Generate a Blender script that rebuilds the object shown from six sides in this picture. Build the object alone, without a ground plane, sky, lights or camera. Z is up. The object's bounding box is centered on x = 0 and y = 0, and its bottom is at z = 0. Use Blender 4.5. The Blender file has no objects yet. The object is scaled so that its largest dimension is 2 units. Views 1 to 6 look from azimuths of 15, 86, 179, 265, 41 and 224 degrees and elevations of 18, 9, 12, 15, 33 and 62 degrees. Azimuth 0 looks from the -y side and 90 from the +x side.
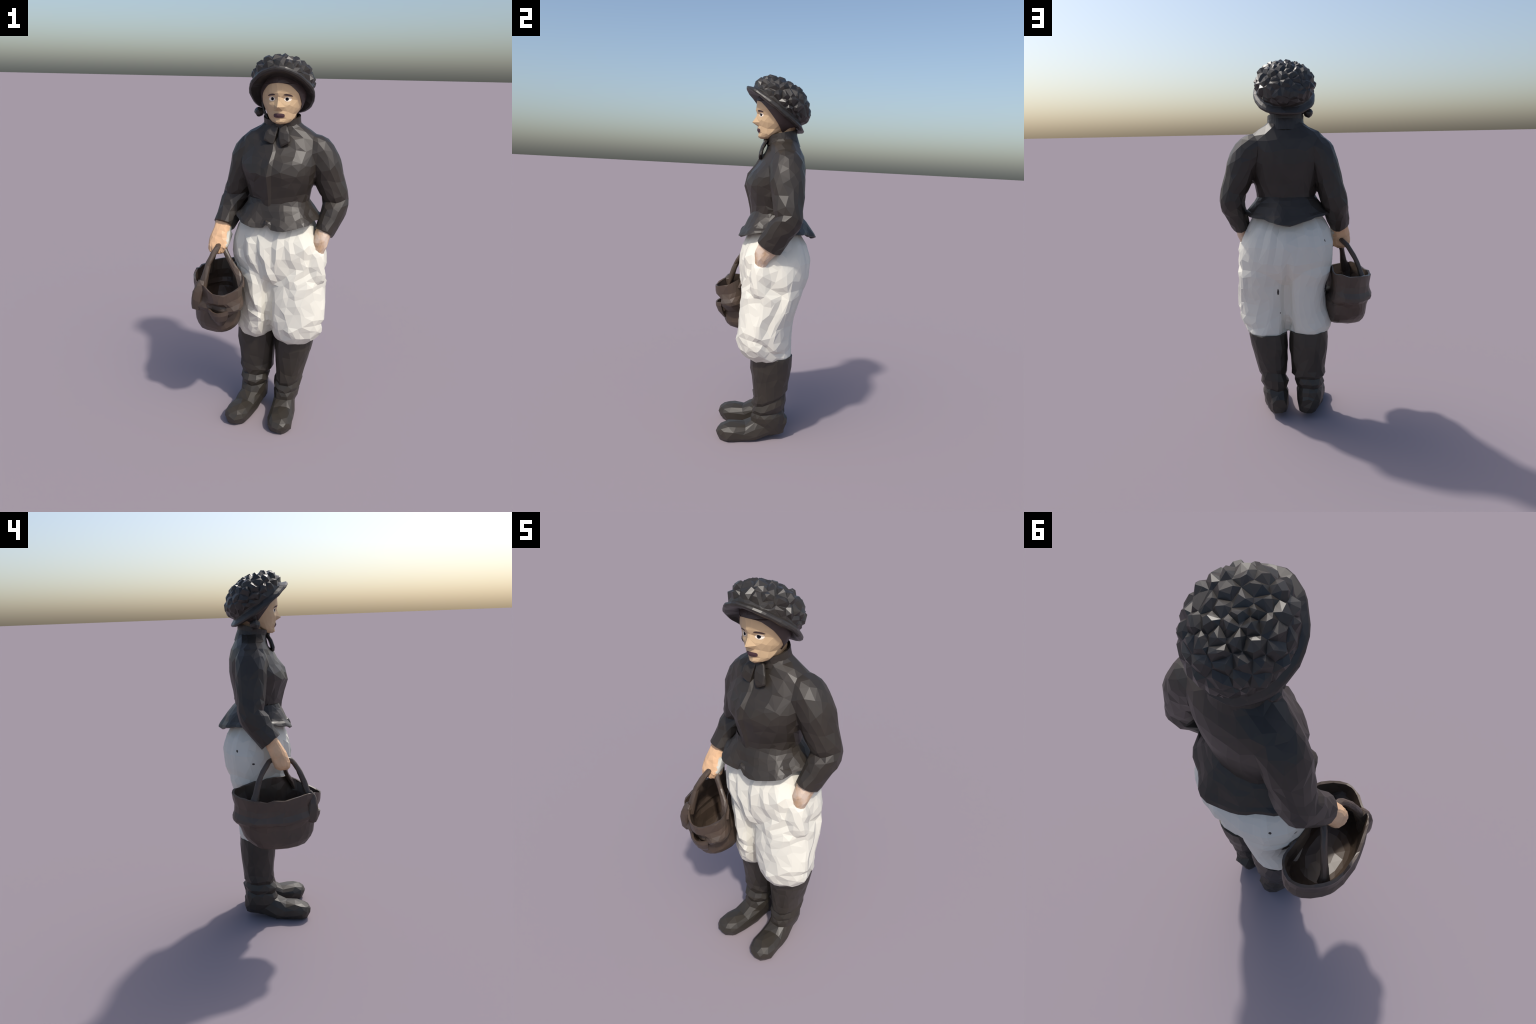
import bpy, bmesh, math, random
import numpy as np
from mathutils import Vector, noise
from mathutils.bvhtree import BVHTree

random.seed(7)
COL = bpy.context.scene.collection

# ------------------------------------------------------------------ materials
def mat(name, base, var=None, rough=0.5, spec=0.5, scale=9.0, amount=0.5, bump=0.0, bscale=90.0):
    m = bpy.data.materials.new(name); m.use_nodes = True
    nt = m.node_tree; b = nt.nodes['Principled BSDF']
    b.inputs['Roughness'].default_value = rough
    b.inputs['Specular IOR Level'].default_value = spec
    tc = nt.nodes.new('ShaderNodeTexCoord')
    if var is None: var = tuple(c * 0.85 for c in base)
    n = nt.nodes.new('ShaderNodeTexNoise'); n.inputs['Scale'].default_value = scale
    n.inputs['Detail'].default_value = 4.0
    r = nt.nodes.new('ShaderNodeValToRGB')
    r.color_ramp.elements[0].position = 0.5 - 0.25 * amount; r.color_ramp.elements[0].color = (*var, 1)
    r.color_ramp.elements[1].position = 0.5 + 0.25 * amount; r.color_ramp.elements[1].color = (*base, 1)
    nt.links.new(tc.outputs['Object'], n.inputs['Vector'])
    nt.links.new(n.outputs['Fac'], r.inputs['Fac'])
    nt.links.new(r.outputs['Color'], b.inputs['Base Color'])
    if bump:
        n2 = nt.nodes.new('ShaderNodeTexNoise'); n2.inputs['Scale'].default_value = bscale
        bp = nt.nodes.new('ShaderNodeBump'); bp.inputs['Strength'].default_value = bump
        bp.inputs['Distance'].default_value = 0.002
        nt.links.new(tc.outputs['Object'], n2.inputs['Vector'])
        nt.links.new(n2.outputs['Fac'], bp.inputs['Height'])
        nt.links.new(bp.outputs['Normal'], b.inputs['Normal'])
    return m

def add_patch(m, colour, spots, soft=0.15):
    """overlay a second paint where the object position lies inside any of the ellipsoids (centre, radii)"""
    nt = m.node_tree; b = nt.nodes['Principled BSDF']
    src = b.inputs['Base Color'].links[0].from_socket
    tc = nt.nodes.new('ShaderNodeTexCoord')
    nz = nt.nodes.new('ShaderNodeTexNoise'); nz.inputs['Scale'].default_value = 75
    nt.links.new(tc.outputs['Object'], nz.inputs['Vector'])
    for c, rad in spots:
        sub = nt.nodes.new('ShaderNodeVectorMath'); sub.operation = 'SUBTRACT'; sub.inputs[1].default_value = c
        dv = nt.nodes.new('ShaderNodeVectorMath'); dv.operation = 'DIVIDE'; dv.inputs[1].default_value = rad
        ln = nt.nodes.new('ShaderNodeVectorMath'); ln.operation = 'LENGTH'
        ad = nt.nodes.new('ShaderNodeMath'); ad.operation = 'MULTIPLY_ADD'; ad.inputs[1].default_value = 0.9; 
        mr = nt.nodes.new('ShaderNodeMapRange')
        mr.inputs['From Min'].default_value = 1.45 + soft / 2; mr.inputs['From Max'].default_value = 1.45 - soft / 2
        mx = nt.nodes.new('ShaderNodeMix'); mx.data_type = 'RGBA'
        nt.links.new(tc.outputs['Object'], sub.inputs[0]); nt.links.new(sub.outputs[0], dv.inputs[0])
        nt.links.new(dv.outputs[0], ln.inputs[0])
        nt.links.new(nz.outputs['Fac'], ad.inputs[0]); nt.links.new(ln.outputs['Value'], ad.inputs[2])
        nt.links.new(ad.outputs[0], mr.inputs['Value'])
        nt.links.new(mr.outputs['Result'], mx.inputs['Factor'])
        nt.links.new(src, mx.inputs['A']); mx.inputs['B'].default_value = (*colour, 1)
        src = mx.outputs['Result']
    nt.links.new(src, b.inputs['Base Color'])

M_JACKET = mat('black_cloth_paint', (0.0315, 0.0250, 0.0195), (0.026, 0.0210, 0.0165), rough=0.45, spec=0.45)
M_BONNET = mat('black_bonnet_paint', (0.030, 0.0255, 0.0215), (0.023, 0.0200, 0.0170), rough=0.40, spec=0.5)
M_BOOT = mat('black_leather_paint', (0.035, 0.0285, 0.0210), (0.027, 0.0225, 0.0170), rough=0.46, spec=0.5)
M_TROUSER = mat('white_cloth_paint', (0.715, 0.690, 0.600), (0.665, 0.648, 0.575), rough=0.6, spec=0.3, scale=6, amount=1.2)
# small worn-through chips and the basket's shadow gap painted dark onto the cloth
add_patch(M_TROUSER, (0.05, 0.042, 0.036), [((-0.15, 0.190, 1.055), (0.030, 0.005, 0.008)), ((-0.19, 0.107, 0.990), (0.030, 0.008, 0.005)),
    ((0.114, 0.190, 0.770), (0.006, 0.050, 0.018)), ((0.103, 0.190, 0.640), (0.005, 0.050, 0.008)), ((-0.172, 0.120, 0.775), (0.030, 0.030, 0.050))])
M_FACE = mat('face_skin_paint', (0.565, 0.398, 0.236), (0.525, 0.367, 0.216), rough=0.55, spec=0.3, scale=14)
M_NECK = mat('neck_skin_paint', (0.62, 0.43, 0.26), (0.45, 0.30, 0.18), rough=0.55, spec=0.3, scale=20)
M_HAND = mat('hand_skin_paint', (0.75, 0.47, 0.27), (0.64, 0.40, 0.23), rough=0.5, spec=0.35, scale=16)
M_HAND2 = mat('pocket_hand_paint', (0.62, 0.50, 0.41), (0.55, 0.36, 0.22), rough=0.5, spec=0.35, scale=22, amount=0.6)
M_HAIR = mat('dark_brown_hair_paint', (0.058, 0.040, 0.036), (0.050, 0.034, 0.031), rough=0.5, spec=0.4)
M_BASKET = mat('brown_leather_paint', (0.078, 0.053, 0.038), (0.060, 0.043, 0.032), rough=0.42, spec=0.5, scale=7)
M_EYE = mat('eye_white_paint', (0.86, 0.745, 0.62), rough=0.6, spec=0.2)
M_PUPIL = mat('pupil_paint', (0.006, 0.007, 0.012), rough=0.9, spec=0.05)
M_BROW = mat('eyebrow_paint', (0.055, 0.030, 0.030), rough=0.6)
M_LIP = mat('dark_lip_paint', (0.068, 0.028, 0.034), rough=0.6)
M_LINING = mat('collar_lining_paint', (0.06, 0.02, 0.018), rough=0.6)

# ------------------------------------------------------------------ geometry helpers
def pchip(xs, ys, x):
    """monotone cubic interpolation, so profiles do not overshoot their control points"""
    xs = np.asarray(xs, float); ys = np.asarray(ys, float); x = np.clip(x, xs[0], xs[-1])
    h = np.diff(xs); d = np.diff(ys) / h
    m = np.zeros(len(xs)); m[0] = d[0]; m[-1] = d[-1]
    for i in range(1, len(xs) - 1):
        if d[i - 1] * d[i] > 0:
            w1 = 2 * h[i] + h[i - 1]; w2 = h[i] + 2 * h[i - 1]
            m[i] = (w1 + w2) / (w1 / d[i - 1] + w2 / d[i])
    i = np.clip(np.searchsorted(xs, x) - 1, 0, len(h) - 1)
    t = (x - xs[i]) / h[i]
    return ((2*t**3-3*t**2+1)*ys[i] + (t**3-2*t**2+t)*h[i]*m[i] + (-2*t**3+3*t**2)*ys[i+1] + (t**3-t**2)*h[i]*m[i+1])

def mesh_from(verts, faces, name='m'):
    me = bpy.data.meshes.new(name); me.from_pydata([tuple(v) for v in verts], [], faces); me.update()
    return me

def grid_mesh(rings, cap0=True, cap1=True, closed=True):
    """rings: array (n, k, 3) -> (verts, faces)"""
    R = np.asarray(rings); n, k, _ = R.shape
    V = R.reshape(-1, 3); F = []
    for i in range(n - 1):
        for j in range(k if closed else k - 1):
            a = i * k + j; b = i * k + (j + 1) % k
            F.append((a, b, b + k, a + k))
    if cap0: F.append(tuple(range(k))[::-1])
    if cap1: F.append(tuple((n - 1) * k + j for j in range(k)))
    return V, F

def sect(xl, xr, yf, yb, n, k=72):
    """super-ellipse from its four extents; angle 0 = +x, 90 = +y (back)"""
    a = np.linspace(0, 2 * math.pi, k, endpoint=False); c = np.cos(a); s = np.sin(a)
    px = np.sign(c) * np.abs(c) ** (2 / n); py = np.sign(s) * np.abs(s) ** (2 / n)
    return np.stack([(xl + xr) / 2 + (xr - xl) / 2 * px, (yf + yb) / 2 + (yb - yf) / 2 * py], 1)

def loft_z(S, n=2.3, k=72, step=0.008):
    """S: rows (z, x_left, x_right, y_front, y_back[, exponent])"""
    S = sorted([tuple(r) + ((n,) if len(r) == 5 else ()) for r in S]); A = np.array(S)
    zs = np.linspace(A[0, 0], A[-1, 0], max(4, int((A[-1, 0] - A[0, 0]) / step)))
    cols = [pchip(A[:, 0], A[:, i], zs) for i in range(1, 6)]
    rings = []
    for i, z in enumerate(zs):
        p = sect(*[c[i] for c in cols], k=k)
        rings.append(np.column_stack([p, np.full(len(p), z)]))
    return grid_mesh(rings)

def spline(P, m):
    """Catmull-Rom-like resampling of rows of control values"""
    P = np.asarray(P, float); t = np.concatenate([[0], np.cumsum(np.linalg.norm(np.diff(P[:, :3], axis=0), axis=1))])
    q = np.linspace(0, t[-1], m)
    return np.stack([pchip(t, P[:, i], q) for i in range(P.shape[1])], 1)

def loft_spine(P, n=2.2, k=32, m=40, ref=(1, 0, 0), cap=True, endcut=None):
    """P rows: x,y,z, half size along ref, half size across"""
    Q = spline(P, m); C = Q[:, :3]; T = np.gradient(C, axis=0); T /= np.linalg.norm(T, axis=1)[:, None]
    a = np.linspace(0, 2 * math.pi, k, endpoint=False); c = np.cos(a); s = np.sin(a)
    px = np.sign(c) * np.abs(c) ** (2 / n); py = np.sign(s) * np.abs(s) ** (2 / n)
    rings = []
    for i in range(m):
        u = np.array(ref, float); u -= u @ T[i] * T[i]; u /= np.linalg.norm(u); w = np.cross(T[i], u)
        rings.append(C[i] + np.outer(px * Q[i, 3], u) + np.outer(py * Q[i, 4], w))
    return grid_mesh(rings, cap, cap)

def ellipsoid(c, r, k=28, m=16):
    rings = []
    for i in range(m):
        ph = math.pi * (i + 0.5) / m
        a = np.linspace(0, 2 * math.pi, k, endpoint=False)
        rings.append(np.stack([c[0] + r[0]*math.sin(ph)*np.cos(a), c[1] + r[1]*math.sin(ph)*np.sin(a), np.full(k, c[2]-r[2]*math.cos(ph))], 1))
    return grid_mesh(rings)

def merge(*parts):
    V = []; F = []; o = 0
    for v, f in parts:
        V += [tuple(p) for p in v]; F += [tuple(i + o for i in q) for q in f]; o += len(v)
    return np.array(V), F

def fix_normals(me):
    bm = bmesh.new(); bm.from_mesh(me); bmesh.ops.recalc_face_normals(bm, faces=bm.faces); bm.to_mesh(me); bm.free()

def process(me, mods):
    """apply a list of (type, settings) modifiers and return the resulting mesh"""
    o = bpy.data.objects.new('tmp', me); COL.objects.link(o)
    for t, kw in mods:
        md = o.modifiers.new(t, t)
        for k_, v_ in kw.items(): setattr(md, k_, v_)
    dg = bpy.context.evaluated_depsgraph_get(); dg.update()
    out = bpy.data.meshes.new_from_object(o.evaluated_get(dg))
    bpy.data.objects.remove(o)
    return out

def voxel(vf, size, smooth=4, factor=0.5):
    me = mesh_from(*vf); fix_normals(me)
    return process(me, [('REMESH', dict(mode='VOXEL', voxel_size=size)), ('SMOOTH', dict(factor=factor, iterations=smooth))])

def displace(me, fn):
    """move vertices along their normals by fn(co, normal)"""
    n = len(me.vertices); co = np.empty(n * 3); me.vertices.foreach_get('co', co); co = co.reshape(-1, 3)
    no = np.array([v.normal[:] for v in me.vertices])
    d = np.array([fn(co[i], no[i]) for i in range(n)])
    if d.ndim == 1: d = d[:, None] * no
    me.vertices.foreach_set('co', (co + d).ravel()); me.update()
    return me

def facet(me, tris):
    """collapse to about `tris` irregular triangles, the look of a coarse scan"""
    cur = sum(len(p.vertices) - 2 for p in me.polygons)
    return process(me, [('TRIANGULATE', {}), ('DECIMATE', dict(ratio=min(1.0, tris / cur)))])

ROOT = bpy.data.objects.new('woman_figurine', None); COL.objects.link(ROOT)
ROOT['label'] = 'standing woman in black jacket, bonnet, white breeches and boots, holding basket'
ROOT['category'] = 'figurine'

def obj(name, me, material, parent=None, smooth=False):
    me.name = name; me.materials.clear(); me.materials.append(material)
    for p in me.polygons: p.use_smooth = smooth; p.material_index = 0
    o = bpy.data.objects.new(name, me); COL.objects.link(o); o.parent = parent or ROOT
    return o

def split(me, test):
    """separate faces of a mesh by a test on their centre"""
    out = []
    for want in (True, False):
        bm = bmesh.new(); bm.from_mesh(me)
        bmesh.ops.delete(bm, geom=[f for f in bm.faces if bool(test(f.calc_center_median())) != want], context='FACES')
        m = bpy.data.meshes.new('s'); bm.to_mesh(m); bm.free(); out.append(m)
    return out

def N(x, y, z, s=1.0, seed=0.0):
    return noise.noise(Vector((x * s + seed, y * s + seed * 1.7, z * s - seed)))
def sstep(a, b, x):
    t = min(1, max(0, (x - a) / (b - a))); return t * t * (3 - 2 * t)
def squeeze(x, y, ux, uy, e0, k):
    """shift that flattens what sticks out beyond e0 along a plan direction"""
    e = x * ux + y * uy - e0
    return np.zeros(3) if e <= 0 else np.array((-ux, -uy, 0.0)) * e * (1 - k)
def gauss(x, s): return math.exp(-0.5 * (x / s) ** 2)

# ------------------------------------------------------------------ jacket: bodice with sleeves
bodice = loft_z([
    (1.215, -0.095, 0.205, -0.060, 0.165), (1.245, -0.105, 0.215, -0.074, 0.178),
    (1.285, -0.107, 0.217, -0.078, 0.179), (1.33, -0.115, 0.225, -0.086, 0.184),
    (1.38, -0.130, 0.240, -0.100, 0.192), (1.43, -0.142, 0.250, -0.113, 0.200),
    (1.47, -0.150, 0.256, -0.104, 0.205), (1.53, -0.152, 0.258, -0.064, 0.203),
    (1.57, -0.152, 0.258, -0.038, 0.195), (1.60, -0.145, 0.250, -0.020, 0.184),
    (1.62, -0.128, 0.232, -0.010, 0.174), (1.64, -0.095, 0.203, -0.005, 0.164), (1.658, -0.060, 0.170, -0.004, 0.158),
    (1.685, -0.030, 0.142, 0.002, 0.148)], n=2.2)
sleeve_left = loft_spine([   # the wearer's left arm (+x), hand in the pocket
    (0.180, 0.088, 1.562, 0.070, 0.075), (0.246, 0.086, 1.525, 0.086, 0.088), (0.291, 0.086, 1.457, 0.083, 0.090),
    (0.315, 0.092, 1.38, 0.077, 0.083), (0.341, 0.092, 1.315, 0.070, 0.075), (0.353, 0.096, 1.272, 0.067, 0.073),
    (0.341, 0.064, 1.215, 0.062, 0.070), (0.325, 0.036, 1.165, 0.056, 0.070), (0.309, 0.010, 1.118, 0.050, 0.070)], m=60)
sleeve_right = loft_spine([
    (-0.065, 0.095, 1.560, 0.070, 0.075), (-0.118, 0.095, 1.520, 0.080, 0.082), (-0.149, 0.100, 1.455, 0.076, 0.085),
    (-0.170, 0.105, 1.38, 0.072, 0.079), (-0.187, 0.109, 1.31, 0.074, 0.075), (-0.201, 0.106, 1.26, 0.073, 0.074),
    (-0.215, 0.075, 1.205, 0.068, 0.070), (-0.229, 0.045, 1.16, 0.063, 0.067), (-0.241, 0.012, 1.118, 0.057, 0.063)], m=60)

jk = voxel(merge(bodice, sleeve_left, sleeve_right), 0.006, smooth=7)
def jacket_relief(p, n):
    x, y, z = p; d = 0.0
    if n[1] < -0.2:                                   # front closing edge
        sx = 0.040 - 0.012 * sstep(1.55, 1.43, z)
        d += 0.010 * (math.exp(-((x - sx) / 0.035) ** 2) if x < sx else gauss(x - sx, 0.007)) * sstep(1.61, 1.56, z)
    for s in ((0.352, 0.03, 1.285), (-0.20, 0.045, 1.29)):   # elbow creases
        if math.hypot(x - s[0], y - s[1]) < 0.11:
            d -= 0.009 * gauss(z - s[2] - 0.25 * (y - s[1]), 0.012) * sstep(0.13, 0.05, y)
            d += 0.004 * gauss(z - s[2] + 0.03 - 0.25 * (y - s[1]), 0.015) * sstep(0.13, 0.05, y)
    d += 0.004 * N(x, y, z, 16, 3) + 0.002 * N(x, y, z, 34, 9)
    v = d * (0.35 if n[1] > 0.45 and -0.13 < x < 0.24 else 1) * n
    if x > -0.15 and y < 0.03: v = v + sstep(-0.15, -0.105, x) * sstep(0.03, -0.01, y) * squeeze(x, y, -0.75, -0.66, 0.04, 0.66) * np.array((0.4, 1.3, 0)) * sstep(1.62, 1.56, z) * sstep(1.2, 1.25, z) * (1 - 0.75 * gauss(z - 1.43, 0.04))
    return v
jk = facet(displace(jk, jacket_relief), 1080)
sl, rest = split(jk, lambda c: c.x > 0.238)
sr, bod = split(rest, lambda c: c.x < -0.128)
obj('bodice', bod, M_JACKET); obj('sleeve', sl, M_JACKET); obj('sleeve', sr, M_JACKET)

# peplum: flared skirt of the jacket
def peplum():
    K = 120; rings = []
    prof = [(0.0, 1.292), (0.10, 1.266), (0.30, 1.238), (0.62, 1.203), (0.88, 1.184), (1.0, 1.171)]
    a = np.linspace(0, 2 * math.pi, K, endpoint=False)
    top = sect(-0.106, 0.216, -0.077, 0.178, 2.3, K); hem = np.where((np.sin(a) < 0)[:, None], sect(-0.174, 0.288, -0.140, 0.270, 2.35, K), sect(-0.174, 0.288, -0.140, 0.270, 1.85, K))
    def ring(f, z, off):
        R = []
        for j in range(K):
            c = math.cos(a[j]); s = math.sin(a[j]); g = f ** (1 - 0.38 * sstep(-0.5, 0.5, s))      # fuller spring over the seat
            x = top[j, 0] * (1 - g) + hem[j, 0] * g; y = top[j, 1] * (1 - g) + hem[j, 1] * g
            dz = f * f * (0.024 * c * c - 0.022 * gauss(c, 0.45) * (1.0 if s < 0 else 0.2) - (0.014 * gauss(c, 0.22) if s > 0 else 0))
            fl = f * (0.008 * math.sin(5 * a[j] + 0.6) + 0.007 * math.sin(9 * a[j] + 2))
            x += c * (fl + off); y += s * (fl + off) 
            if s < 0: dz += 0.034 * gauss(x - 0.030, 0.011) * sstep(0.5, 1.0, f)
            dz += 0.007 * f * N(x, y, 0, 22, 40)
            R.append((x, y, z + dz))
        return R
    fs = np.linspace(0, 1, 16)
    zz = pchip([p[0] for p in prof], [p[1] for p in prof], fs)
    for f, z in zip(fs, zz): rings.append(ring(f, z, -0.004 + 0.006 * min(1, f * 4)))
    for f, z in list(zip(fs, zz))[::-1]: rings.append(ring(f, z - 0.006, -0.011))
    return grid_mesh(rings, False, False)
pm = mesh_from(*peplum())
bm = bmesh.new(); bm.from_mesh(pm)
bmesh.ops.recalc_face_normals(bm, faces=bm.faces); bm.to_mesh(pm); bm.free()
pm = displace(pm, lambda p, n: 0.0025 * N(*p, 22, 5))
obj('peplum', facet(pm, 900), M_JACKET)

# standing collar, lining and neck
def tube_wall(S, t, n=2.1, k=48, tilt=0.0):
    A = np.array(S); outer = []; inner = []
    for r in A:
        for lst, o in ((outer, 0), (inner, t)):
            p = sect(r[1] + o, r[2] - o, r[3] + o, r[4] - o, n, k)
            z = r[0] + tilt * (p[:, 1] - 0.07) * (r[0] - A[0, 0]) / (A[-1, 0] - A[0, 0])
            lst.append(np.column_stack([p, z]))
    return outer, inner
co, ci = tube_wall([(1.640, -0.050, 0.163, -0.012, 0.168), (1.665, -0.042, 0.154, -0.010, 0.157),
                    (1.685, -0.040, 0.151, -0.013, 0.150), (1.708, -0.041, 0.150, -0.018, 0.148)], 0.008, tilt=0.24)
cm = mesh_from(*grid_mesh(co + ci[::-1], False, False)); fix_normals(cm)
cm = displace(cm, lambda p, n: 0.003 * N(*p, 25, 2))
obj('collar', facet(cm, 420), M_JACKET)
_, li = tube_wall([(1.650, -0.045, 0.158, -0.010, 0.160), (1.694, -0.030, 0.140, -0.004, 0.144)], 0.0125, tilt=0.24)
_, li2 = tube_wall([(1.650, -0.045, 0.158, -0.010, 0.160), (1.694, -0.030, 0.140, -0.004, 0.144)], 0.020, tilt=0.24)
lm = mesh_from(*grid_mesh(li + li2[::-1], False, False)); fix_normals(lm)
obj('collar_lining', lm, M_LINING)
nk = mesh_from(*loft_z([(1.62, -0.010, 0.120, 0.010, 0.135), (1.70, -0.012, 0.124, 0.012, 0.138), (1.76, -0.010, 0.125, 0.01, 0.140)]))
obj('neck', facet(displace(nk, lambda p, n: 0.004 * N(*p, 30, 1)), 260), M_NECK)

# bow at the throat: two hanging ends and a knot
def ribbon(P, seed):
    me = mesh_from(*loft_spine(P, n=4, k=24, m=24)); fix_normals(me)
    return facet(displace(me, lambda p, n: 0.003 * N(*p, 40, seed)), 130)
obj('bow_end', ribbon([(0.052, -0.012, 1.668, 0.014, 0.010), (0.033, -0.024, 1.645, 0.024, 0.009), (0.020, -0.036, 1.615, 0.029, 0.009), (0.014, -0.041, 1.588, 0.029, 0.010), (0.012, -0.042, 1.581, 0.028, 0.007)], 1), M_JACKET)
obj('bow_end', ribbon([(0.072, -0.014, 1.668, 0.014, 0.010), (0.084, -0.028, 1.645, 0.022, 0.009), (0.092, -0.041, 1.612, 0.028, 0.009), (0.098, -0.046, 1.583, 0.028, 0.010), (0.102, -0.046, 1.574, 0.026, 0.007)], 4), M_JACKET)
km = mesh_from(*ellipsoid((0.062, -0.018, 1.666), (0.024, 0.014, 0.016))); obj('bow_knot', facet(km, 90), M_JACKET)

# ------------------------------------------------------------------ trousers
hips = loft_z([
    (1.20, -0.120, 0.230, -0.070, 0.170), (1.15, -0.153, 0.255, -0.092, 0.205), (1.11, -0.175, 0.272, -0.106, 0.230),
    (1.06, -0.190, 0.298, -0.119, 0.249), (1.02, -0.200, 0.316, -0.122, 0.257), (0.95, -0.200, 0.325, -0.118, 0.255),
    (0.90, -0.192, 0.324, -0.112, 0.242), (0.86, -0.170, 0.305, -0.095, 0.220), (0.82, -0.12, 0.25, -0.06, 0.185), (0.79, -0.05, 0.18, -0.02, 0.13)], n=2.25)
leg_left = loft_z([
    (0.96, 0.080, 0.300, -0.085, 0.190), (0.88, 0.030, 0.326, -0.114, 0.218), (0.80, 0.022, 0.335, -0.120, 0.196), (0.72, 0.022, 0.343, -0.122, 0.180),
    (0.66, 0.026, 0.346, -0.123, 0.172), (0.61, 0.032, 0.346, -0.126, 0.172), (0.565, 0.045, 0.332, -0.125, 0.174),
    (0.530, 0.052, 0.308, -0.110, 0.172), (0.502, 0.066, 0.284, -0.082, 0.162), (0.480, 0.085, 0.260, -0.055, 0.145)], n=2.1)
leg_right = loft_z([
    (0.96, -0.170, 0.050, -0.085, 0.210), (0.88, -0.190, 0.105, -0.110, 0.232), (0.80, -0.168, 0.105, -0.110, 0.216), (0.72, -0.160, 0.102, -0.106, 0.206),
    (0.66, -0.164, 0.096, -0.100, 0.200), (0.61, -0.180, 0.088, -0.096, 0.198), (0.565, -0.186, 0.070, -0.090, 0.194),
    (0.54, -0.182, 0.064, -0.076, 0.192), (0.514, -0.170, 0.052, -0.050, 0.184), (0.492, -0.15, 0.03, -0.02, 0.165)], n=2.1)
pouch = ellipsoid((0.278, -0.012, 0.935), (0.056, 0.072, 0.112))
tr = voxel(merge(hips, leg_left, leg_right, pouch), 0.007, smooth=10)
# long folds: (upper point, lower point, width, height), measured on the front or side of the cloth
FOLDS = [((-0.10, 1.10), (-0.02, 0.90), 0.016, 0.010), ((-0.02, 1.12), (0.02, 0.98), 0.014, 0.009), ((0.10, 1.14), (0.085, 0.92), 0.014, 0.011),
         ((0.155, 1.15), (0.165, 0.98), 0.014, 0.010), ((0.21, 1.13), (0.235, 1.02), 0.014, 0.009), ((-0.13, 1.00), (-0.03, 0.80), 0.018, 0.011),
         ((-0.12, 0.88), (0.00, 0.70), 0.020, 0.012), ((0.03, 1.02), (0.07, 0.84), 0.015, 0.009), ((0.25, 0.97), (0.15, 0.86), 0.016, 0.008),
         ((0.30, 0.935), (0.18, 0.87), 0.014, -0.007), ((0.31, 0.86), (0.21, 0.80), 0.016, 0.007), ((-0.09, 0.68), (0.03, 0.61), 0.014, 0.009),
         ((0.10, 0.78), (0.07, 0.60), 0.020, 0.010), ((0.30, 0.66), (0.14, 0.57), 0.018, 0.008), ((0.29, 0.58), (0.12, 0.53), 0.014, -0.009), ((-0.14, 0.58), (0.02, 0.545), 0.014, -0.008)]
SIDE_FOLDS = [((-0.05, 0.95), (0.10, 0.86), 0.016, -0.009), ((-0.06, 0.91), (0.06, 0.82), 0.018, 0.008), ((0.11, 0.90), (0.04, 0.66), 0.020, -0.010), ((0.15, 0.88), (0.10, 0.64), 0.020, 0.008),
              ((0.18, 0.86), (0.15, 0.64), 0.014, -0.008), ((-0.08, 0.63), (0.14, 0.54), 0.014, -0.012), ((-0.10, 0.60), (0.05, 0.52), 0.015, 0.009), ((0.0, 0.78), (-0.03, 0.62), 0.02, 0.008)]
def fold_sum(h, z, folds):
    d = 0.0
    for (h0, z0), (h1, z1), w, a in folds:
        L = math.hypot(h1 - h0, z1 - z0); ux, uz = (h1 - h0) / L, (z1 - z0) / L
        t = (h - h0) * ux + (z - z0) * uz; e = abs((h - h0) * uz - (z - z0) * ux)
        d += 0.85 * a * gauss(e, 0.85 * w) * sstep(-0.02, 0.04, t) * sstep(L + 0.03, L - 0.04, t)
    return d
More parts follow.
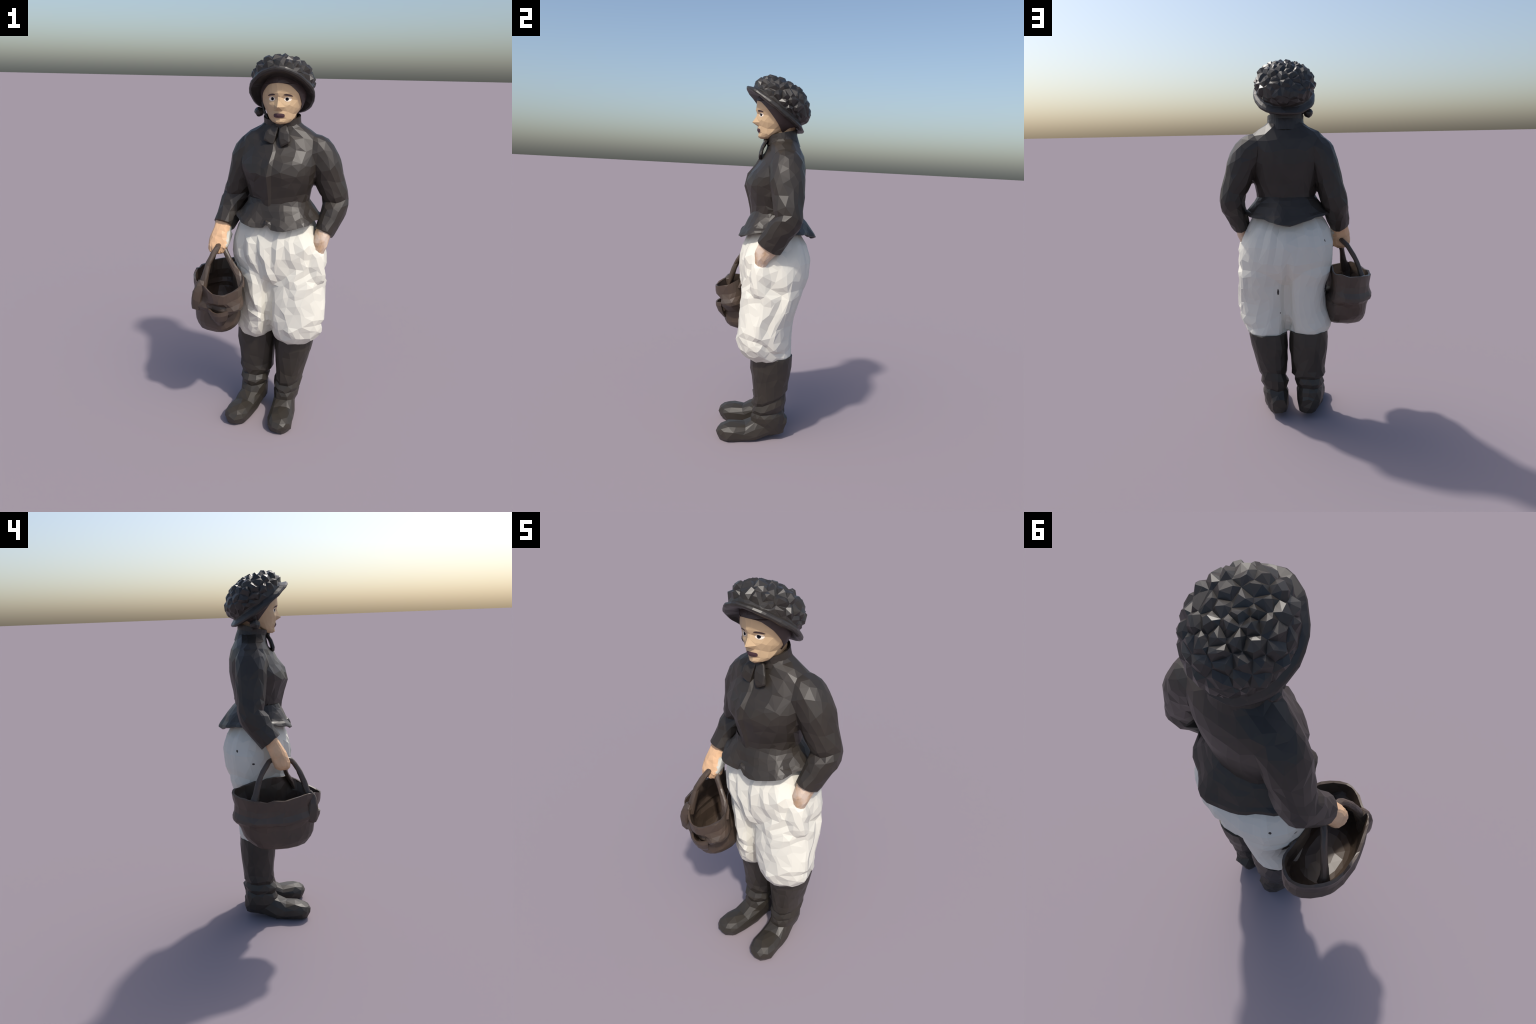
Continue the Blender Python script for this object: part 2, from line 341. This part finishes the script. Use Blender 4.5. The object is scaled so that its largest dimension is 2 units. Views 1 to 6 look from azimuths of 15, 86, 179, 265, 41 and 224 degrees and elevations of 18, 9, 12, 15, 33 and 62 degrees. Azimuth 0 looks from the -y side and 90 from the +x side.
def trouser_relief(p, n):
    x, y, z = p
    front = sstep(-0.1, -0.6, n[1]); back = sstep(0.2, 0.7, n[1]); side = sstep(0.3, 0.8, n[0])
    wob = 0.022 * N(x, y, z, 9, 31)
    d = front * fold_sum(x + wob, z + wob, FOLDS) + side * fold_sum(y + wob, z + wob, SIDE_FOLDS)
    a = math.atan2(y - 0.06, x - 0.06)
    d += (0.003 + 0.001 * back) * sstep(0.85, 1.08, z) * math.sin(13 * a + 3 * N(x, y, z, 5, 8))        # gathers at the waist
    d += (0.010 - 0.006 * back) * N(x * 13, y * 13, z * 7 + 12 * x, 1.0, 11) * sstep(1.1, 0.95, z)     # broad hang of the cloth
    d += 0.009 * N(x * 14, y * 14, z * 22, 1.0, 21) * sstep(0.68, 0.58, z) * (1 - 0.6 * back)          # blousing at the knee
    d -= 0.020 * back * gauss(x - 0.062, 0.014) * gauss(z - 0.87, 0.05)                                # seat crease
    d += 0.003 * N(x, y, z, 26, 4) * (1 - 0.75 * back)
    d -= 0.030 * front * gauss(x - 0.042, 0.020 if x < 0.042 else 0.009) * sstep(0.90, 0.80, z)                                 # cleft between the legs
    d -= 0.020 * back * gauss(x - 0.064, 0.018) * sstep(0.88, 0.70, z)
    d += 0.018 * gauss(math.dist((x, y, z), (0.25, -0.075, 1.06)), 0.055)                               # fullness before the pocket
    v = d * n
    v = v + squeeze(x, y, 0.8, 0.6, 0.225, 0.62) * np.array((0.45, 1.1, 0)) * sstep(0.50, 0.56, z) * (1 - 0.75 * sstep(0.68, 0.80, z)) * sstep(1.14, 1.02, z)
    v = v + squeeze(x, y, -0.75, -0.66, 0.06, 0.62) * np.array((0.35, 1.4, 0)) * (0.25 + 0.75 * sstep(0.98, 0.88, z)) * sstep(1.18, 1.08, z) * sstep(0.48, 0.55, z)
    return v
tr = facet(displace(tr, trouser_relief), 1700)
obj('trousers', tr, M_TROUSER)

# ------------------------------------------------------------------ boots
def boot(shaft, foot, creases, seed):
    me = voxel(merge(loft_z(shaft, n=2.2), loft_spine(foot, n=2.5, m=48)), 0.006, smooth=5)
    def relief(p, n):
        x, y, z = p; d = 0.003 * N(x, y, z, 20, seed)
        for zc, k, amp, w in creases:
            d += amp * gauss(z - zc - k * (y - 0.08) - 0.01 * N(x, y, 0, 14, seed), w)
        # heel step under the arch
        if n[2] < -0.5 and 0.0 < y < 0.08: d -= 0.006
        return d
    me = facet(displace(me, relief), 520)
    for v in me.vertices: v.co.z = max(v.co.z, 0.0)            # flat tread
    return me
obj('boot', boot([
    (0.512, 0.064, 0.282, -0.050, 0.178), (0.44, 0.060, 0.273, -0.048, 0.177), (0.377, 0.062, 0.257, -0.038, 0.171),
    (0.31, 0.066, 0.242, -0.029, 0.165), (0.25, 0.068, 0.227, -0.022, 0.159), (0.19, 0.064, 0.213, -0.022, 0.156),
    (0.12, 0.062, 0.206, -0.03, 0.160), (0.08, 0.064, 0.190, 0.0, 0.165), (0.035, 0.072, 0.172, 0.05, 0.163)],
    [(0.120, 0.164, 0.0820, 0.042, 0.0480), (0.122, 0.120, 0.0910, 0.056, 0.0690), (0.127, 0.050, 0.0800, 0.062, 0.0720), (0.134, -0.010, 0.0508, 0.068, 0.0622), (0.136, -0.070, 0.0393, 0.070, 0.0508), (0.143, -0.130, 0.0402, 0.071, 0.0517), (0.149, -0.172, 0.0353, 0.067, 0.0467), (0.154, -0.200, 0.0265, 0.045, 0.0395), (0.156, -0.213, 0.0200, 0.017, 0.0210)],
    [(0.245, 0.5, -0.007, 0.010), (0.205, 0.45, 0.005, 0.013), (0.165, 0.1, -0.008, 0.010)], 3), M_BOOT)
obj('boot', boot([
    (0.525, -0.168, 0.050, -0.018, 0.190), (0.45, -0.168, 0.054, -0.016, 0.192), (0.40, -0.163, 0.052, -0.010, 0.189), (0.34, -0.155, 0.046, -0.004, 0.183),
    (0.26, -0.146, 0.036, 0.0, 0.175), (0.19, -0.140, 0.018, -0.012, 0.170), (0.12, -0.140, 0.014, -0.02, 0.176),
    (0.08, -0.128, 0.012, 0.0, 0.180), (0.035, -0.098, 0.004, 0.05, 0.172)],
    [(-0.046, 0.172, 0.0830, 0.040, 0.0470), (-0.050, 0.120, 0.0920, 0.056, 0.0680), (-0.064, 0.050, 0.0815, 0.065, 0.0735), (-0.080, -0.010, 0.0568, 0.069, 0.0683), (-0.091, -0.070, 0.0442, 0.067, 0.0557), (-0.104, -0.120, 0.0443, 0.067, 0.0558), (-0.112, -0.162, 0.0402, 0.063, 0.0517), (-0.114, -0.190, 0.0295, 0.042, 0.0425), (-0.113, -0.203, 0.0225, 0.016, 0.0235)],
    [(0.265, 0.0, 0.005, 0.014), (0.232, 0.1, -0.008, 0.010), (0.20, 0.1, 0.004, 0.012), (0.170, 0.12, -0.008, 0.010)], 8), M_BOOT)

# ------------------------------------------------------------------ head
HEAD = [
    (1.672, 0.045, 0.088, -0.044, 0.020), (1.680, 0.022, 0.110, -0.054, 0.050), (1.700, -0.002, 0.131, -0.060, 0.090),
    (1.720, -0.014, 0.138, -0.063, 0.120), (1.750, -0.032, 0.156, -0.065, 0.145), (1.790, -0.048, 0.171, -0.067, 0.160),
    (1.822, -0.052, 0.176, -0.074, 0.160), (1.862, -0.044, 0.168, -0.077, 0.155), (1.90, -0.020, 0.140, -0.060, 0.140), (1.935, 0.030, 0.10, -0.010, 0.10)]
HN = 1.75
def face_relief(p, n):
    x, y, z = p; u = x - 0.066
    if y > 0.03: return (0, 0, 0)
    w = sstep(0.03, -0.02, y); dy = 0.0
    tz = (1.812 - z) / (1.812 - 1.757)                       # nose: bridge to tip
    if 0 < tz <= 1: dy -= 0.031 * tz ** 1.3 * gauss(u, 0.008 + 0.006 * tz)
    elif tz > 1: dy -= 0.031 * sstep(1.40, 1.0, tz) * gauss(u, 0.014)
    for ex in (0.029, 0.103): dy += 0.006 * gauss(x - ex, 0.016) * gauss(z - 1.794, 0.012)   # eye sockets
    dy -= 0.005 * gauss(z - 1.822, 0.012) * gauss(u, 0.05)    # brow
    for cx in (0.016, 0.116): dy -= 0.006 * gauss(x - cx, 0.018) * gauss(z - 1.765, 0.016)   # cheekbones
    dy -= 0.005 * gauss(u, 0.03) * gauss(z - 1.716, 0.012)    # lips
    dy += 0.004 * gauss(u, 0.03) * gauss(z - 1.699, 0.007)
    dy -= 0.006 * gauss(u, 0.02) * gauss(z - 1.683, 0.010)    # chin
    return (0, dy * w, 0)
hv, hf = loft_z(HEAD, n=HN, k=120, step=0.004)
hv[:, 2] += 0.032 * np.clip((hv[:, 1] + 0.01) / 0.10, 0, 1) * np.clip((1.73 - hv[:, 2]) / 0.05, 0, 1)   # jaw rises to the ear
hm = mesh_from(hv, hf); fix_normals(hm); hm = displace(hm, face_relief)
face = facet(hm, 380)
head = obj('head', face, M_FACE)

# hair: a shell over the head that ends on the hairline
def hair():
    A = np.array(HEAD); zs = np.linspace(1.704, 1.905, 40); out = []; inn = []
    hl_z = [1.700, 1.712, 1.75, 1.802, 1.842, 1.864, 1.872]; hl_y = [0.070, 0.060, 0.034, -0.006, -0.040, -0.064, -0.10]
    K = 64
    for z in zs:
        r = [float(pchip(A[:, 0], A[:, i], np.array([z]))[0]) for i in range(1, 5)]
        cx = (r[0] + r[1]) / 2; cy = (r[2] + r[3]) / 2; bx = (r[1] - r[0]) / 2; by = (r[3] - r[2]) / 2
        yh = float(pchip(hl_z, hl_y, np.array([z]))[0])
        s = max(-1, min(1, (yh - cy) / by)); a0 = math.asin(math.copysign(abs(s) ** (HN / 2), s))
        a = np.linspace(a0, math.pi - a0, K)
        for lst, off in ((out, 0.0035), (inn, -0.004)):
            c = np.cos(a); q = np.sin(a)
            X = cx + (bx + off) * np.sign(c) * np.abs(c) ** (2 / HN); Y = cy + (by + off) * np.sign(q) * np.abs(q) ** (2 / HN)
            lst.append(np.stack([X, Y, np.full(K, z)], 1))
    O = np.array(out); I = np.array(inn); n = len(zs)
    V = np.concatenate([O.reshape(-1, 3), I.reshape(-1, 3)]); F = []; o = n * K
    for i in range(n - 1):
        for j in range(K - 1):
            a = i * K + j; F.append((a, a + 1, a + K + 1, a + K)); F.append((o + a, o + a + K, o + a + K + 1, o + a + 1))
        for j in (0, K - 1): a = i * K + j; F.append((a, a + K, o + a + K, o + a))
    for i in (0, n - 1):
        for j in range(K - 1): a = i * K + j; F.append((a, o + a, o + a + 1, a + 1))
    return V, F
hr = mesh_from(*hair()); fix_normals(hr); obj('hair', facet(hr, 1500), M_HAIR)

# painted features laid on the face as thin raised pieces
bvh = BVHTree.FromPolygons([v.co[:] for v in face.vertices], [tuple(p.vertices) for p in face.polygons])
def on_face(x, z):
    h = bvh.ray_cast(Vector((x, -0.6, z)), Vector((0, 1, 0)))[0]; return h.y if h else -0.05
def inlay(name, outline, material, lift=0.0012, rings=5):
    O = np.array(outline); c = O.mean(0); k = len(O); V = []; F = []
    for lay, off in ((0, -lift), (1, 0.004)):
        V.append((c[0], on_face(*c) + off, c[1]))
        for r in range(1, rings + 1):
            for q in O:
                x, z = c + (q - c) * r / rings; V.append((x, on_face(x, z) + off, z))
    m = 1 + rings * k
    for lay in (0, 1):
        b = lay * m
        for j in range(k):
            F.append((b, b + 1 + j, b + 1 + (j + 1) % k))
            for r in range(rings - 1):
                a0 = b + 1 + r * k + j; a1 = b + 1 + r * k + (j + 1) % k; F.append((a0, a0 + k, a1 + k, a1))
    for j in range(k):
        a = 1 + (rings - 1) * k
        F.append((a + j, m + a + j, m + a + (j + 1) % k, a + (j + 1) % k))
    me = mesh_from(V, F); fix_normals(me); return obj(name, me, material, parent=head)
def oval(cx, cz, rx, rz, n=2.0, k=28, rot=0.0):
    a = np.linspace(0, 2 * math.pi, k, endpoint=False); c = np.cos(a); s = np.sin(a)
    X = rx * np.sign(c) * np.abs(c) ** (2 / n); Z = rz * np.sign(s) * np.abs(s) ** (2 / n)
    return np.stack([cx + X * math.cos(rot) - Z * math.sin(rot), cz + X * math.sin(rot) + Z * math.cos(rot)], 1)
for cx, px in ((0.0275, 0.0295), (0.1055, 0.1025)):
    inlay('eye_white', oval(cx, 1.793, 0.0175, 0.0112, 1.8), M_EYE)
    inlay('pupil', oval(px, 1.7935, 0.0075, 0.0078), M_PUPIL, lift=0.0024, rings=3)
for cx, sgn in ((0.0255, -1), (0.1080, 1)):
    t = np.linspace(-1, 1, 13); X = cx + 0.0205 * t
    top = 1.8130 - 0.006 * (t * 0.5 + 0.5 * t * t) * 1.0 if sgn > 0 else 1.8130 - 0.006 * (-t * 0.5 + 0.5 * t * t)
    th = 0.0035 * (1 - t ** 4) + 0.0006
    inlay('eyebrow', np.concatenate([np.stack([X, top + th], 1), np.stack([X, top - th], 1)[::-1]]), M_BROW, rings=3)
inlay('lips', oval(0.0655, 1.7145, 0.0275, 0.0108, 3.2, 36), M_LIP, rings=6)

# ------------------------------------------------------------------ bonnet (tilted frame: T forward-up, N up-back)
BC = np.array((0.055, 0.031, 1.823)); BT = np.array((0, -0.814, 0.581)); BN = np.array((0, 0.581, 0.814))
def bon(x, t, n): return BC + np.array((x, 0, 0)) + t * BT + n * BN
def ring_b(rx, rt, n, k, t0=0.0, wob=0.0, droop=0.0):
    a = np.linspace(0, 2 * math.pi, k, endpoint=False)
    return np.array([bon((0.004 if droop else 0) + rx * (1 + wob * math.sin(7 * q + 1)) * math.cos(q), t0 + (rt - (0.012 if droop and math.sin(q) < 0 else 0) * abs(math.sin(q))) * (1 + wob * math.sin(5 * q)) * math.sin(q), n - droop * (max(0, -math.cos(q)) + 0.25 * max(0, math.cos(q)))) for q in a])
prof = [(0.006, 0.147, 0.159), (0.030, 0.151, 0.164), (0.052, 0.152, 0.166), (0.076, 0.149, 0.164), (0.098, 0.141, 0.150),
        (0.118, 0.122, 0.124), (0.134, 0.096, 0.096), (0.146, 0.066, 0.066), (0.153, 0.035, 0.036), (0.155, 0.003, 0.003)]
pa = np.array(prof); q = np.linspace(0, 1, len(prof)); qq = np.linspace(0, 1, 90)
crown = mesh_from(*grid_mesh([ring_b(float(pchip(q, pa[:, 1], s)), float(pchip(q, pa[:, 2], s)), float(pchip(q, pa[:, 0], s)), 180, t0=0.012 - 0.030 * s) for s in qq]))
fix_normals(crown)
seeds = []
rnd = random.Random(12)
while len(seeds) < 92:                              # gathered puffs, scattered irregularly over the dome
    zz = rnd.uniform(-0.12, 1.0); th = rnd.uniform(0, 2 * math.pi); rr = math.sqrt(1 - zz * zz)
    p_ = (0.156 * rr * math.cos(th), 0.008 + 0.166 * rr * math.sin(th), 0.158 * zz)
    if any(math.dist(p_, s_) < (0.040 if len(seeds) < 55 else 0.027) for s_ in seeds): continue
    seeds.append(p_)
SE = np.array(seeds)
def puff(p, n):
    d = np.array(p) - BC; lx = d[0]; lt = d @ BT; ln = d @ BN
    dist = np.sort(np.linalg.norm(SE - np.array((lx, lt, ln)), axis=1))
    f = min(1.0, (dist[1] - dist[0]) / 0.036)
    amp = sstep(0.012, 0.05, ln) * (0.5 + 0.5 * sstep(-0.16, -0.03, lt))
    return amp * (0.0155 * (1 - (1 - f) ** 1.6) - 0.002 + 0.008 * N(lx, lt, ln, 20, 3))
crown = displace(crown, puff)
obj('bonnet_crown', facet(crown, 860), M_BONNET)
br = []
for rx, rt, n in [(0.140, 0.152, 0.034), (0.150, 0.166, 0.020), (0.161, 0.184, 0.012), (0.164, 0.196, 0.006), (0.165, 0.198, -0.002), (0.161, 0.193, -0.008), (0.153, 0.182, -0.010),
                  (0.145, 0.168, -0.006), (0.130, 0.150, 0.002), (0.10, 0.12, 0.014)]:
    br.append(ring_b(rx, rt, n, 120, wob=0.012, droop=0.018 * sstep(0.035, 0.006, n)))
brm = mesh_from(*grid_mesh(br, False, False)); fix_normals(brm)
brm = displace(brm, lambda p, n: 0.004 * N(*p, 18, 6))
obj('bonnet_brim', facet(brm, 560), M_BONNET)
kn = mesh_from(*ellipsoid((-0.068, 0.062, 1.722), (0.026, 0.028, 0.025))); kn = displace(kn, lambda p, n: 0.006 * N(*p, 40, 3))
obj('bonnet_tie', facet(kn, 90), M_BONNET)
st = mesh_from(*loft_spine([(-0.050, 0.060, 1.775, 0.006, 0.010), (-0.042, 0.058, 1.735, 0.006, 0.010), (-0.020, 0.052, 1.690, 0.006, 0.010)], n=3, k=12, m=12)); fix_normals(st)
obj('bonnet_strap', facet(st, 60), M_BONNET)

# ------------------------------------------------------------------ hands
hr1 = voxel(merge(
    loft_spine([(-0.239, 0.020, 1.135, 0.048, 0.038), (-0.246, -0.004, 1.09, 0.049, 0.040), (-0.253, -0.025, 1.045, 0.054, 0.044), (-0.258, -0.040, 1.005, 0.055, 0.045), (-0.259, -0.047, 0.978, 0.044, 0.036), (-0.259, -0.048, 0.968, 0.022, 0.020)], n=2.4, m=36),
    loft_spine([(-0.205, 0.0, 1.08, 0.018, 0.022), (-0.208, -0.035, 1.04, 0.018, 0.020), (-0.222, -0.070, 1.005, 0.016, 0.016)], m=20)), 0.005, smooth=3)
hr1 = displace(hr1, lambda p, n: 0.003 * N(*p, 40, 2) - (0.003 if n[1] < -0.2 else 0.0015) * gauss(math.sin((p[0] + 0.258) * 120), 0.3) * sstep(1.05, 1.01, p[2]))
add_patch(M_HAND, (0.58, 0.57, 0.50), [((-0.180, -0.010, 1.05), (0.030, 0.09, 0.075))])
obj('hand', facet(hr1, 420), M_HAND)
hl1 = voxel(merge(loft_spine([(0.312, 0.016, 1.135, 0.043, 0.054), (0.303, -0.008, 1.095, 0.041, 0.050), (0.297, -0.022, 1.055, 0.036, 0.038), (0.292, -0.026, 1.02, 0.028, 0.028)], m=30)), 0.005, smooth=3)
obj('hand', facet(displace(hl1, lambda p, n: 0.004 * N(*p, 30, 5)), 240), M_HAND2)

# ------------------------------------------------------------------ basket
RIM = np.array([(-0.080, -0.160), (-0.110, -0.220), (-0.165, -0.264), (-0.225, -0.256), (-0.282, -0.216), (-0.335, -0.190), (-0.376, -0.110),
                (-0.404, -0.030), (-0.412, 0.060), (-0.400, 0.126), (-0.362, 0.184), (-0.318, 0.222), (-0.266, 0.234), (-0.220, 0.214), (-0.190, 0.172),
                (-0.188, 0.100), (-0.176, 0.020), (-0.145, -0.050), (-0.098, -0.105)])
RIMZ = np.array([0.852, 0.822, 0.810, 0.815, 0.835, 0.852, 0.845, 0.842, 0.840, 0.842, 0.848, 0.856, 0.862, 0.868, 0.868, 0.888, 0.900, 0.902, 0.882])
def closed_curve(P, k):
    """periodic cubic through control points"""
    n = len(P); t = np.linspace(0, n, k, endpoint=False); out = []
    for s in t:
        i = int(s); f = s - i; a, b, c, d = P[i - 1], P[i % n], P[(i + 1) % n], P[(i + 2) % n]
        out.append(0.5 * (2*b + (c-a)*f + (2*a-5*b+4*c-d)*f*f + (3*b-a-3*c+d)*f**3))
    return np.array(out)
K = 120
plan = closed_curve(np.column_stack([RIM, RIMZ]), K)
cen = np.array((-0.262, -0.005))
# deeper plans: (depth, x centre, y centre, half x, half y); the body is fullest at the folded band and rounds in below
LOW = [(0.60, -0.258, -0.008, 0.128, 0.208), (0.78, -0.256, -0.014, 0.126, 0.188), (0.90, -0.254, -0.022, 0.116, 0.158), (0.96, -0.254, -0.028, 0.098, 0.126), (1.0, -0.254, -0.030, 0.050, 0.060)]
def basket_ring(f, off):
    L = np.array(LOW); b = sstep(0.40, 0.60, f)
    cx, cy, hx, hy = [float(pchip(L[:, 0], L[:, i], np.array([max(f, 0.60)]))[0]) for i in range(1, 5)]
    R = []
    for j in range(K):
        v = plan[j, :2] - cen; r = np.linalg.norm(v); th = math.atan2(v[1], v[0])
        up = cen + v * (1 - 0.045 * sstep(0, 0.25, f) + 0.03 * sstep(0.25, 0.42, f)) * (r - off) / r
        w = (abs(math.cos(th)) / (hx - off)) ** 2.5 + (abs(math.sin(th)) / (hy - off)) ** 2.5
        lo = np.array((cx, cy)) + np.array((math.cos(th), math.sin(th))) * w ** (-1 / 2.5)
        lo[0] -= 0.10 * (lo[1] - cy)                          # set askew like the rim
        xy = up * (1 - b) + lo * b
        ragged = 0.008 * N(plan[j, 0], plan[j, 1], 0, 24, 17) * (1 - f)
        R.append((xy[0], xy[1], plan[j, 2] * (1 - f) + 0.538 * f + ragged))
    return np.array(R)
fs = [0, 0.03, 0.1, 0.2, 0.3, 0.38, 0.44, 0.5, 0.58, 0.66, 0.74, 0.82, 0.88, 0.93, 0.97, 1.0]
rings = [basket_ring(f, 0) for f in fs]; inner = []
for f in fs:
    r = basket_ring(f, 0.012); r[:, 2] += 0.012 * f; inner.append(r)
bv, bf = merge(grid_mesh(rings, False, True), grid_mesh(inner, False, True))
nb = len(fs) * K
for j in range(K): bf.append((j, (j + 1) % K, nb + (j + 1) % K, nb + j))
bk = mesh_from(bv, bf); fix_normals(bk)
bk = process(bk, [('SUBSURF', dict(levels=1, render_levels=1, subdivision_type='SIMPLE'))])
def basket_relief(p, n):
    x, y, z = p; d = 0.004 * N(x, y, z, 17, 13)
    mouth = sstep(-0.20, -0.235, y) * gauss(x + 0.195, 0.036)                       # where the end pocket opens
    e = z - 0.712 - 0.014 * N(x, y, 0, 9, 1)
    d += 0.010 * (gauss(e, 0.022) if e > 0 else gauss(e, 0.006)) * (1 - mouth)      # folded band below the rim
    v = d * n
    v[1] += 0.034 * min(1, 1.6 * mouth) * sstep(0.755, 0.728, z) * sstep(0.60, 0.68, z)
    return v
bk = displace(bk, basket_relief)
basket = obj('basket', facet(bk, 1700), M_BASKET)
def strap(P, seed, tris=150, n=2.2):
    me = mesh_from(*loft_spine(P, n=n, k=16, m=40)); fix_normals(me)
    return facet(displace(me, lambda p, n: 0.002 * N(*p, 50, seed)), tris)
obj('basket_handle', strap([(-0.362, 0.130, 0.800, 0.024, 0.028), (-0.350, 0.114, 0.850, 0.015, 0.020), (-0.334, 0.100, 0.900, 0.013, 0.016), (-0.313, 0.082, 0.945, 0.013, 0.015), (-0.285, 0.050, 0.992, 0.013, 0.014),
    (-0.258, 0.020, 1.020, 0.013, 0.013), (-0.244, -0.035, 1.028, 0.013, 0.012), (-0.244, -0.086, 1.017, 0.015, 0.014), (-0.258, -0.116, 0.985, 0.015, 0.014),
    (-0.279, -0.143, 0.930, 0.015, 0.015), (-0.290, -0.166, 0.860, 0.020, 0.018), (-0.304, -0.182, 0.80, 0.028, 0.018)], 3, 360), M_BASKET, parent=basket)
obj('basket_handle', strap([(-0.225, -0.045, 1.010, 0.015, 0.012), (-0.205, -0.058, 0.98, 0.015, 0.012), (-0.172, -0.072, 0.930, 0.015, 0.012), (-0.135, -0.092, 0.888, 0.020, 0.014), (-0.108, -0.112, 0.850, 0.022, 0.012), (-0.100, -0.125, 0.815, 0.020, 0.010)], 6), M_BASKET, parent=basket)
# pouch flap under the front handle and the open pocket on the end
obj('basket_flap', strap([(-0.300, -0.178, 0.850, 0.018, 0.014), (-0.306, -0.192, 0.815, 0.026, 0.024), (-0.318, -0.193, 0.78, 0.030, 0.028), (-0.326, -0.188, 0.73, 0.030, 0.030), (-0.328, -0.184, 0.70, 0.027, 0.028), (-0.328, -0.180, 0.688, 0.016, 0.016)], 9, 150, 3), M_BASKET, parent=basket)
def pocket():
    a = np.linspace(math.radians(200), math.radians(325), 20); rings = []
    c = np.array((-0.193, -0.182))
    for f, rad, z in [(0, 0.082, 0.704), (0.3, 0.080, 0.684), (0.7, 0.062, 0.650), (1, 0.030, 0.615)]:
        rings.append([(c[0] + rad * 0.85 * math.cos(q), c[1] + rad * math.sin(q) * 0.95, z + 0.014 * abs(math.cos(q)) * (1 - f)) for q in a])
    for f, rad, z in [(1, 0.018, 0.620), (0.7, 0.050, 0.656), (0.3, 0.069, 0.686), (0, 0.072, 0.704)]:
        rings.append([(c[0] + rad * 0.85 * math.cos(q), c[1] + rad * math.sin(q) * 0.95, z + 0.014 * abs(math.cos(q)) * (1 - f)) for q in a])
    rings.append(rings[0])
    return grid_mesh(rings, False, False, closed=False)
pk = mesh_from(*pocket()); fix_normals(pk)
bm = bmesh.new(); bm.from_mesh(pk); bmesh.ops.remove_doubles(bm, verts=bm.verts, dist=1e-5); bmesh.ops.holes_fill(bm, edges=bm.edges); bmesh.ops.recalc_face_normals(bm, faces=bm.faces); bm.to_mesh(pk); bm.free()
obj('basket_pocket', facet(displace(pk, lambda p, n: 0.003 * N(*p, 30, 2)), 240), M_BASKET, parent=basket)
